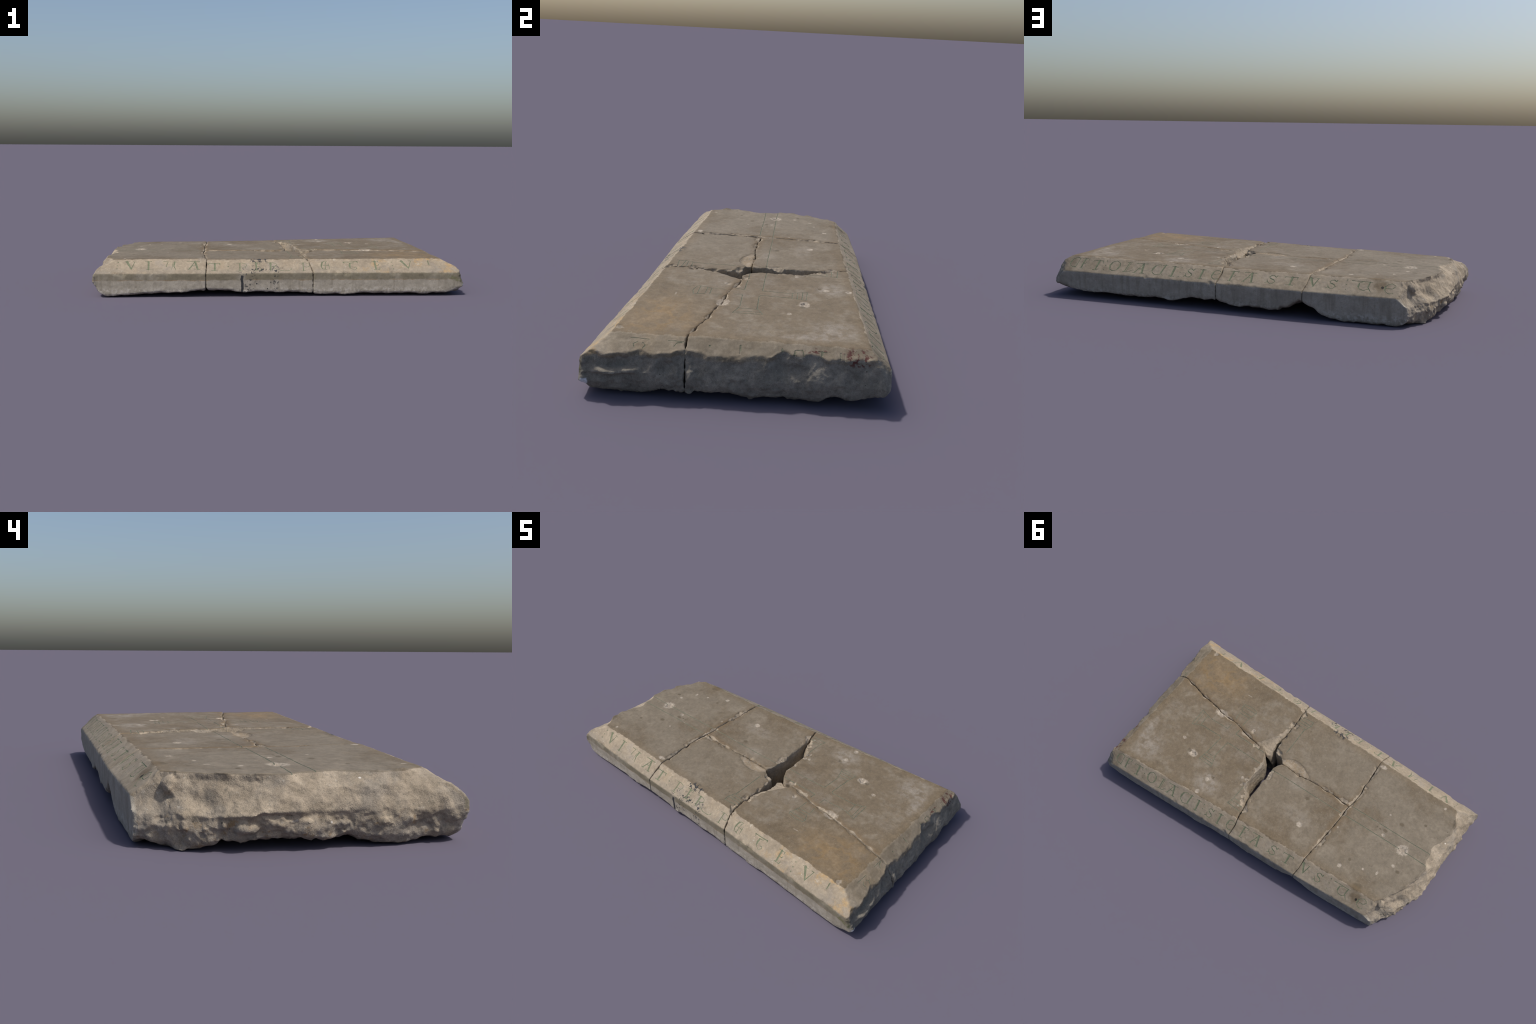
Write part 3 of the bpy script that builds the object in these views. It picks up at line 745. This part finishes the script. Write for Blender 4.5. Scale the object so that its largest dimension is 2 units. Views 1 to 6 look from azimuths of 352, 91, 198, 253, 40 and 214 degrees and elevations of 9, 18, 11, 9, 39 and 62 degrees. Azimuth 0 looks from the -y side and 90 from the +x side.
# the fractures once more, as simple courses for the stains beside them
CRACK_X_LEFT = ([-0.40, -0.31, -0.05, 0.035, 0.17, 0.31, 0.42, 0.52], [-0.402, -0.392, -0.393, -0.377, -0.368, -0.352, -0.337, -0.320])
CRACK_X_MID = ([-0.44, -0.36, -0.16, 0.0, 0.10, 0.22, 0.30, 0.42, 0.52], [0.173, 0.158, 0.163, 0.180, 0.155, 0.160, 0.120, 0.098, 0.103])
CRACK_Y_LEFT = ([-0.38, -0.31, -0.22, -0.065, 0.08], [0.035, 0.021, 0.015, 0.016, 0.006])
CRACK_Y_RIGHT = ([0.27, 0.36, 0.43, 0.54, 0.65, 0.73, 0.85, 0.96], [-0.022, -0.042, -0.066, -0.081, -0.108, -0.124, -0.160, -0.172])


def dressed_depth(n):
    """distance of a point below each dressed face, from its position alone"""
    lift = n.t.nodes.new("ShaderNodeAttribute")
    lift.attribute_type, lift.attribute_name = "OBJECT", '["lift"]'
    zt = n.add(n.add(n.lin(n.x, 0.0023, 0.1912), n.mul(n.y, -0.0009)), lift.outputs["Fac"])
    sx, sy = n.mul(n.sub(n.x, SAG[0]), 1 / SAG[2]), n.mul(n.sub(n.y, SAG[1]), 1 / SAG[3])
    zt = n.sub(zt, n.mul(n.m("EXPONENT", n.mul(n.add(n.mul(sx, sx), n.mul(sy, sy)), -1.0)), SAG[4]))
    d_top = n.sub(zt, n.z)
    ft = n.lin(n.x, -0.0925, -0.3505)
    fl = n.piecewise(n.x, FRONT_LOW)
    tf = n.m("DIVIDE", n.sub(ft, n.y), n.sub(ft, fl))
    fall = n.sub(zt, BEVEL_LOW)
    d_front = n.mul(n.sub(n.sub(zt, n.mul(tf, fall)), n.z), 0.8)
    bt, bl = n.piecewise(n.x, BACK_TOP), n.piecewise(n.x, BACK_LOW)
    tb = n.m("DIVIDE", n.sub(n.y, bt), n.sub(bl, bt))
    d_back = n.mul(n.sub(n.sub(zt, n.mul(tb, fall)), n.z), 0.83)
    sr = n.sub(n.x, n.piecewise(n.y, RIGHT_TOP))
    d_right = n.mul(n.sub(n.sub(zt, n.mul(sr, n.ramp(n.y, -0.20, -0.10, 0.52, 0.68, smooth=False))), n.z), 0.82)
    return dict(top=d_top, front=d_front, back=d_back, right=d_right, wall_f=n.sub(n.y, fl), wall_b=n.sub(bl, n.y), tf=tf, tb=tb, sr=sr)


def stone_colour(n):
    D = dressed_depth(n)
    cloud, mott, grain, fine = n.noise(3.2, 5, 0.6, 1.0), n.noise(14, 6, 0.62, 4.0), n.noise(70, 5, 0.65, 2.0), n.noise(320, 3, 0.6, 6.0)
    edge = n.lin(n.noise(55, 4, 0.6, 9.0), 1.0, -0.5)
    edge_big = n.lin(n.noise(16, 4, 0.6, 12.0), 1.0, -0.5)
    bevel = n.mn(D["front"], D["back"], D["right"])
    wall = n.mn(D["wall_f"], D["wall_b"])
    depth = n.mn(D["top"], bevel, wall)
    fresh = n.ramp(n.add(depth, n.mul(edge, 0.0024)), 0.0018, 0.0038)
    # --- polished, waxed face: brown grey, greyer to the left
    right_brown = n.ramp(n.add(n.x, n.mul(n.lin(cloud, 1, -0.5), 1.4)), -0.7, 0.5)
    top = n.mix(right_brown, (0.163, 0.135, 0.098), (0.146, 0.113, 0.074))
    top = n.mix(n.ramp(mott, 0.46, 0.68), top, (0.190, 0.158, 0.116))
    top = n.mix(n.ramp(cloud, 0.52, 0.72), top, (0.118, 0.088, 0.054))
    wob = n.add(0.62, n.mul(n.add(n.noise(28, 5, 0.65, 3.0), mott), 0.38))
    haze = n.spots([(0.79, 0.333, 0.075, 0.085), (0.865, 0.24, 0.03, 0.09), (0.36, 0.354, 0.070, 0.055), (0.375, 0.31, 0.035, 0.03)], wob, 0.55)
    scuff = n.spots([(0.30, 0.075, 0.07, 0.05), (-0.17, 0.24, 0.12, 0.035), (-0.06, 0.08, 0.05, 0.03), (0.82, 0.02, 0.05, 0.03), (0.30, -0.11, 0.09, 0.035), (0.44, -0.02, 0.07, 0.04), (0.831, -0.216, 0.03, 0.03)], wob, 0.7)
    haze = n.mx(haze, n.mul(scuff, 0.5))
    top = n.mix(n.mul(haze, n.ramp(n.noise(34, 6, 0.7, 91.0), 0.38, 0.62, 0.15, 0.8)), top, (0.245, 0.214, 0.175))
    rust_line = n.ramp(n.m("ABSOLUTE", n.sub(n.noise(6, 3, 0.6, 31.0), 0.5)), 0.0, 0.045, 1, 0)
    rust = n.mul(n.spots([(0.76, -0.31, 0.20, 0.15)], wob, 0.95), n.add(n.mul(rust_line, 0.30), n.ramp(mott, 0.36, 0.62, 0.12, 0.42)))
    top = n.mix(rust, top, (0.225, 0.140, 0.055))
    rim = n.ramp(n.add(bevel, n.mul(edge_big, 0.02)), 0.004, 0.035, 0.55, 0.0)      # darker wax towards the arris
    top = n.mix(rim, top, (0.140, 0.104, 0.062))
    top = n.mix(n.ramp(n.noise(150, 4, 0.7, 51.0), 0.56, 0.74, 0, 0.55), top, (0.275, 0.240, 0.190))
    top = n.mix(n.ramp(n.noise(45, 5, 0.7, 57.0), 0.54, 0.72, 0, 0.55), top, (0.125, 0.098, 0.065))
    # stain that crept out of the fractures
    crack_d = n.mn(n.mx(n.m("ABSOLUTE", n.sub(n.x, n.piecewise(n.y, CRACK_X_LEFT))), 0.0),
                   n.mx(n.m("ABSOLUTE", n.sub(n.x, n.piecewise(n.y, CRACK_X_MID))), 0.0),
                   n.mx(n.m("ABSOLUTE", n.sub(n.y, n.piecewise(n.x, CRACK_Y_LEFT))), n.sub(n.m("ABSOLUTE", n.add(n.x, 0.15)), 0.23)),
                   n.mx(n.m("ABSOLUTE", n.sub(n.y, n.piecewise(n.x, CRACK_Y_RIGHT))), n.sub(0.26, n.x)))
    seep = n.mul(n.ramp(n.add(crack_d, n.mul(edge_big, 0.03)), 0.002, 0.040, 0.75, 0.0), n.ramp(cloud, 0.38, 0.58, 0.25, 1.0))
    top = n.mix(seep, top, (0.140, 0.098, 0.055))
    # --- chamfers: clean cream stone
    pale = n.mix(n.ramp(mott, 0.35, 0.66), (0.315, 0.260, 0.187), (0.250, 0.205, 0.148))
    pale = n.mix(n.ramp(grain, 0.52, 0.76, 0, 0.6), pale, (0.360, 0.305, 0.225))
    pale = n.mix(n.ramp(n.noise(24, 6, 0.72, 93.0), 0.54, 0.70, 0, 0.6), pale, (0.225, 0.185, 0.132))
    pale = n.mix(n.ramp(n.noise(9, 5, 0.65, 21.0), 0.52, 0.70, 0, 0.75), pale, (0.255, 0.222, 0.182))
    yellow = n.mul(n.ramp(n.noise(11, 5, 0.7, 17.0), 0.5, 0.66), n.ramp(n.x, 0.15, 0.75, 0.1, 0.8))
    pale = n.mix(n.mul(yellow, n.ramp(n.y, 0.0, -0.3)), pale, (0.375, 0.245, 0.105))
    worn_low = n.mul(n.ramp(n.add(n.mx(D["tf"], D["tb"]), n.mul(edge_big, 0.9)), 0.45, 0.85), n.ramp(n.noise(18, 6, 0.7, 95.0), 0.38, 0.58, 0.25, 0.9))
    pale = n.mix(n.mul(worn_low, 0.7), pale, (0.232, 0.200, 0.155))
    pale = n.mix(n.mul(n.ramp(n.noise(62, 5, 0.75, 97.0), 0.60, 0.70), n.ramp(n.noise(10, 4, 0.6, 99.0), 0.44, 0.60)), pale, (0.46, 0.43, 0.375))
    pale = n.mix(n.mul(n.ramp(n.noise(48, 5, 0.75, 101.0), 0.62, 0.72), 0.6), pale, (0.120, 0.098, 0.066))
    back_tint = n.ramp(n.y, 0.3, 0.42)
    pale = n.mix(n.mul(back_tint, 0.65), pale, n.mix(n.ramp(n.noise(13, 5, 0.65, 83.0), 0.42, 0.62), (0.310, 0.256, 0.186), (0.240, 0.192, 0.130)))
    pale = n.mix(n.mul(n.ramp(n.x, 0.86, 0.90), n.ramp(n.y, -0.46, -0.40, 0, 0.85)), pale, n.mix(n.ramp(mott, 0.38, 0.62), (0.168, 0.134, 0.090), (0.230, 0.190, 0.136)))
    # --- sawn walls: grey, with a band of grime under the arris
    side = n.mix(n.ramp(mott, 0.35, 0.68), (0.262, 0.235, 0.190), (0.330, 0.300, 0.250))
    side = n.mix(n.ramp(grain, 0.52, 0.70), side, (0.225, 0.200, 0.160))
    streak = n.ramp(n.noise(38, 4, 0.6, 87.0, (1, 1, 0.12)), 0.48, 0.66, 0, 0.6)
    side = n.mix(streak, side, (0.200, 0.176, 0.136))
    band = n.mul(n.ramp(n.add(n.z, n.mul(edge_big, 0.02)), 0.086, 0.094), n.ramp(n.noise(7, 4, 0.6, 8.0, (1, 1, 0.4)), 0.30, 0.56, 0.35, 0.9))
    band = n.mul(band, n.ramp(n.y, -0.2, -0.3))
    side = n.mix(band, side, (0.150, 0.130, 0.088))
    line = n.mul(n.mul(n.ramp(n.m("ABSOLUTE", n.sub(n.add(n.z, n.mul(edge_big, 0.012)), 0.089)), 0.001, 0.004, 1, 0), n.ramp(mott, 0.42, 0.6)), n.ramp(n.y, -0.2, -0.3))
    side = n.mix(n.mul(line, 0.6), side, (0.20, 0.13, 0.062))
    lime = n.mul(n.ramp(n.add(n.z, n.mul(edge_big, 0.03)), 0.058, 0.034), n.ramp(grain, 0.46, 0.62, 0, 0.7))
    side = n.mix(lime, side, (0.40, 0.37, 0.33))
    moss = n.mul(n.ramp(n.add(n.x, n.mul(edge_big, 0.06)), 0.885, 0.91), n.ramp(n.m("ABSOLUTE", n.sub(n.add(n.z, n.mul(n.sub(n.x, 0.93), 0.35)), 0.098)), 0.006, 0.016, 1, 0))
    side = n.mix(n.mul(n.mul(moss, n.ramp(grain, 0.4, 0.55)), n.ramp(n.y, -0.3, -0.4, 0, 0.8)), side, (0.125, 0.122, 0.062))
    # --- broken stone
    raw = n.mix(n.ramp(mott, 0.36, 0.66), (0.262, 0.216, 0.158), (0.330, 0.275, 0.205))
    raw = n.mix(n.ramp(grain, 0.54, 0.72), raw, (0.215, 0.180, 0.135))
    raw = n.mix(n.ramp(n.noise(8, 5, 0.65, 27.0), 0.48, 0.66, 0, 0.8), raw, (0.235, 0.205, 0.165))
    lowgrey = n.mul(n.ramp(n.add(n.z, n.mul(edge_big, 0.06)), 0.085, 0.05), n.ramp(n.noise(40, 5, 0.7, 33.0), 0.40, 0.60, 0.2, 1))
    raw = n.mix(n.mul(lowgrey, 0.75), raw, (0.225, 0.202, 0.172))
    ochre = n.mul(n.ramp(n.noise(22, 5, 0.7, 43.0), 0.56, 0.68), n.ramp(n.z, 0.11, 0.07))
    raw = n.mix(n.mul(ochre, 0.7), raw, (0.230, 0.140, 0.055))
    right_end = n.ramp(n.x, 0.90, 0.935)
    raw = n.mix(n.mul(right_end, 0.85), raw, n.mix(n.ramp(mott, 0.38, 0.66), (0.175, 0.160, 0.132), (0.245, 0.222, 0.182)))
    raw = n.mix(n.ramp(n.noise(34, 6, 0.72, 73.0), 0.55, 0.70, 0, 0.7), raw, (0.145, 0.128, 0.100))
    crust = n.mul(n.ramp(n.noise(52, 5, 0.75, 77.0), 0.60, 0.70), n.ramp(n.noise(9, 3, 0.6, 79.0), 0.42, 0.58))
    raw = n.mix(n.mul(n.mul(crust, n.ramp(n.x, -0.70, -0.78)), 0.8), raw, (0.47, 0.435, 0.375))
    raw = n.mix(n.mul(n.specks(60, 0.0022, 0.20, 17.0), 0.75), raw, (0.055, 0.050, 0.042))
    buff = n.mul(n.spots([(-0.03, -0.02, 0.13, 0.06)], 1.0, 0.2), n.ramp(grain, 0.40, 0.55))
    raw = n.mix(n.mul(buff, 0.75), raw, (0.205, 0.155, 0.098))
    # --- put together
    is_bevel = n.ramp(n.add(n.sub(D["top"], bevel), n.add(n.mul(edge, 0.010), n.mul(edge_big, 0.022))), -0.0012, 0.0012)
    is_wall = n.ramp(n.add(n.sub(bevel, wall), n.mul(edge, 0.004)), -0.0015, 0.0015)
    col = n.mix(is_bevel, top, pale)
    col = n.mix(is_wall, col, side)
    col = n.mix(n.ramp(n.z, 0.165, 0.150), n.mix(fresh, col, raw), n.mix(n.ramp(n.add(depth, n.mul(edge, 0.006)), 0.006, 0.014), col, raw))
    on_top = n.ramp(D["top"], 0.012, 0.008)
    # scattered white bruises, pits and stains
    wob2 = n.add(0.25, n.mul(n.add(n.noise(48, 4, 0.65, 3.0), n.noise(110, 3, 0.6, 63.0)), 0.75))
    white = n.spots([(0.549, 0.230, 0.030, 0.021), (0.649, 0.172, 0.012, 0.008), (0.380, 0.323, 0.012, 0.012), (0.382, 0.415, 0.013, 0.013), (0.218, 0.205, 0.008, 0.008), (0.138, 0.361, 0.007, 0.007),
                     (0.490, -0.273, 0.012, 0.004), (0.337, -0.087, 0.009, 0.009), (-0.206, 0.272, 0.016, 0.015), (-0.751, 0.100, 0.032, 0.029), (-0.624, 0.079, 0.010, 0.010),
                     (-0.512, 0.356, 0.011, 0.012), (-0.598, -0.048, 0.006, 0.006), (-0.393, 0.171, 0.006, 0.006), (-0.628, 0.306, 0.007, 0.007), (-0.70, 0.285, 0.006, 0.012),
                     (-0.834, -0.243, 0.007, 0.008), (-0.42, -0.285, 0.02, 0.012), (0.562, -0.083, 0.036, 0.024), (-0.754, 0.205, 0.010, 0.008)], wob2)
    col = n.mix(n.mul(n.mul(white, on_top), n.ramp(grain, 0.35, 0.6, 0.35, 0.85)), col, (0.365, 0.315, 0.252))
    dark = n.spots([(-0.542, 0.298, 0.009, 0.008), (-0.788, 0.222, 0.010, 0.009), (-0.678, -0.029, 0.013, 0.010), (-0.789, -0.095, 0.008, 0.007), (-0.619, 0.051, 0.014, 0.009), (-0.590, 0.055, 0.006, 0.005),
                    (-0.571, 0.053, 0.005, 0.005), (-0.161, 0.115, 0.013, 0.010), (-0.375, 0.30, 0.006, 0.006), (0.052, -0.261, 0.005, 0.005), (-0.651, 0.401, 0.022, 0.014), (0.360, 0.297, 0.010, 0.007), (0.575, 0.225, 0.012, 0.012),
                    (-0.865, -0.059, 0.003, 0.003), (-0.907, -0.125, 0.003, 0.003)], wob2, 0.35)
    col = n.mix(n.mul(n.mul(dark, on_top), 0.72), col, (0.085, 0.066, 0.040))
    col = n.mix(n.mul(n.specks(36, 0.0016, 0.16, 2.0), 0.7), col, (0.36, 0.32, 0.27))
    col = n.mix(n.mul(n.specks(28, 0.0012, 0.10, 7.0), 0.7), col, (0.07, 0.06, 0.05))
    col = n.mix(n.mul(n.mul(n.specks(30, 0.0030, 0.30, 5.0), fresh), n.ramp(n.x, -0.75, -0.82)), col, (0.62, 0.58, 0.52))
    # tar spilt over the front chamfer, red lichen, a rust-rimmed hole
    tarry = n.ramp(n.add(n.noise(60, 5, 0.65, 11.0), n.mul(mott, 0.3)), 0.695, 0.715)
    front_only = n.ramp(n.y, -0.28, -0.31)
    zone = n.spots([(-0.112, -0.342, 0.060, 0.024), (-0.175, -0.400, 0.048, 0.026), (-0.10, -0.405, 0.09, 0.014), (-0.028, -0.412, 0.024, 0.022)], wob2, 0.4)
    tar = n.mul(n.mul(tarry, zone), front_only)
    drip_edge = n.add(n.sub(n.x, -0.2105), n.lin(n.noise(30, 3, 0.6, 15.0), 0.018, -0.009))
    drip = n.mul(n.mul(n.ramp(n.m("ABSOLUTE", drip_edge), 0.0055, 0.0085, 1, 0), n.ramp(n.z, 0.118, 0.112)), front_only)
    drops = n.mul(n.mul(n.specks(52, 0.0034, 0.13, 13.0), n.mul(n.ramp(n.x, -0.20, -0.17), n.ramp(n.x, 0.0, -0.03))), n.mul(front_only, n.ramp(n.z, 0.11, 0.10)))
    col = n.mix(n.mx(tar, drip, drops), col, (0.030, 0.031, 0.033))
    red = n.mul(n.spots([(0.948, 0.405, 0.026, 0.045), (0.935, 0.26, 0.008, 0.04)], wob2, 0.5), n.ramp(n.noise(75, 4, 0.6, 19.0), 0.50, 0.58))
    col = n.mix(n.mul(red, n.ramp(n.z, 0.14, 0.15)), col, (0.095, 0.032, 0.026))
    halo = n.spots([(-0.670, 0.456, 0.032, 0.022), (-0.651, 0.418, 0.030, 0.014)], wob2, 0.6)
    col = n.mix(n.mul(halo, 0.75), col, (0.125, 0.088, 0.048))
    col = n.mix(n.spots([(-0.678, 0.461, 0.006, 0.006)], wob2), col, (0.025, 0.022, 0.018))
    dab = n.mul(n.mul(n.spots([(1.0, -0.505, 0.03, 0.012)], wob2), n.ramp(n.z, 0.036, 0.042)), n.ramp(n.z, 0.066, 0.060))
    col = n.mix(n.mul(dab, n.ramp(n.x, 0.955, 0.965)), col, (0.62, 0.62, 0.64))
    strength = n.ramp(fresh, 0, 1, 0.72, 1.15)
    speckle = n.add(n.mul(n.sub(grain, 0.5), 0.75), n.add(n.mul(n.sub(fine, 0.5), 0.75), n.mul(n.sub(n.noise(26, 6, 0.7, 71.0), 0.5), 0.85)))
    shade = n.add(0.98, n.mul(speckle, strength))
    return n.scale(col, shade), D, fresh, grain, fine


def stone_material():
    n = Nodes("weathered_limestone")
    col, D, fresh, grain, fine = stone_colour(n)
    n.link(col, n.bsdf.inputs["Base Color"])
    n.link(n.ramp(fresh, 0, 1, 0.72, 0.92), n.bsdf.inputs["Roughness"])
    n.bsdf.inputs["Specular IOR Level"].default_value = 0.25
    b = n.t.nodes.new("ShaderNodeBump")
    b.inputs["Distance"].default_value = 0.006
    n.link(n.add(n.mul(grain, 0.7), n.mul(fine, 0.3)), b.inputs["Height"])
    n.link(n.ramp(fresh, 0, 1, 0.14, 0.75), b.inputs["Strength"])
    n.link(b.outputs[0], n.bsdf.inputs["Normal"])
    return n.mat


def pigment_material(name, green, bare, cover):
    n = Nodes(name)
    grain, patch = n.noise(90, 4, 0.6, 2.0), n.noise(26, 5, 0.65, 5.0)
    c = n.mix(n.ramp(grain, 0.38, 0.66), green, tuple(v * 0.72 for v in green))
    c = n.mix(n.ramp(patch, cover, cover + 0.14), c, bare)
    n.link(c, n.bsdf.inputs["Base Color"])
    n.bsdf.inputs["Roughness"].default_value = 0.85
    n.bsdf.inputs["Specular IOR Level"].default_value = 0.2
    return n.mat


# ------------------------------------------------------------------ build
def build():
    slab = bpy.data.objects.new("broken_grave_slab", None)
    bpy.context.scene.collection.objects.link(slab)
    slab["label"] = "tapered stone grave slab broken into five inscribed fragments"
    slab["category"] = "grave slab"
    stone = stone_material()
    paint = pigment_material("green_letter_pigment", (0.158, 0.170, 0.108), (0.262, 0.224, 0.158), 0.60)
    faint = pigment_material("faded_green_pigment", (0.138, 0.143, 0.102), (0.230, 0.202, 0.155), 0.57)
    worn = pigment_material("worn_green_pigment", (0.150, 0.150, 0.100), (0.225, 0.190, 0.138), 0.47)
    for index, frag in enumerate(FRAGMENTS):
        o = np.array(frag["outline"])
        lo = np.maximum(o.min(0), [-1.03, -0.56]) - 0.012
        hi = np.minimum(o.max(0), [1.03, 0.545]) + 0.012
        xs, ys, zs = (np.arange(a, b, H) for a, b in ((lo[0], hi[0]), (lo[1], hi[1]), (-0.021, 0.212)))
        f = solid(frag, index, xs, ys, zs)
        verts, tris = polygonise(f, xs[0], ys[0], zs[0])
        verts, tris, owner, names = carve(verts, tris, frag["lift"])
        verts[:, 2] = np.maximum(verts[:, 2], 0.0)
        normals = vertex_normals(verts, tris)
        piece = mesh_object("slab_fragment", verts, tris[owner < 0], normals, stone, slab)
        piece["lift"] = frag["lift"]
        for k, name in enumerate(names):
            if (owner == k).any():
                mesh_object(name, verts, tris[owner == k], normals, paint if name in ("inscribed_letter", "inscribed_dot") else faint if name == "engraved_cross" else worn, piece)


build()
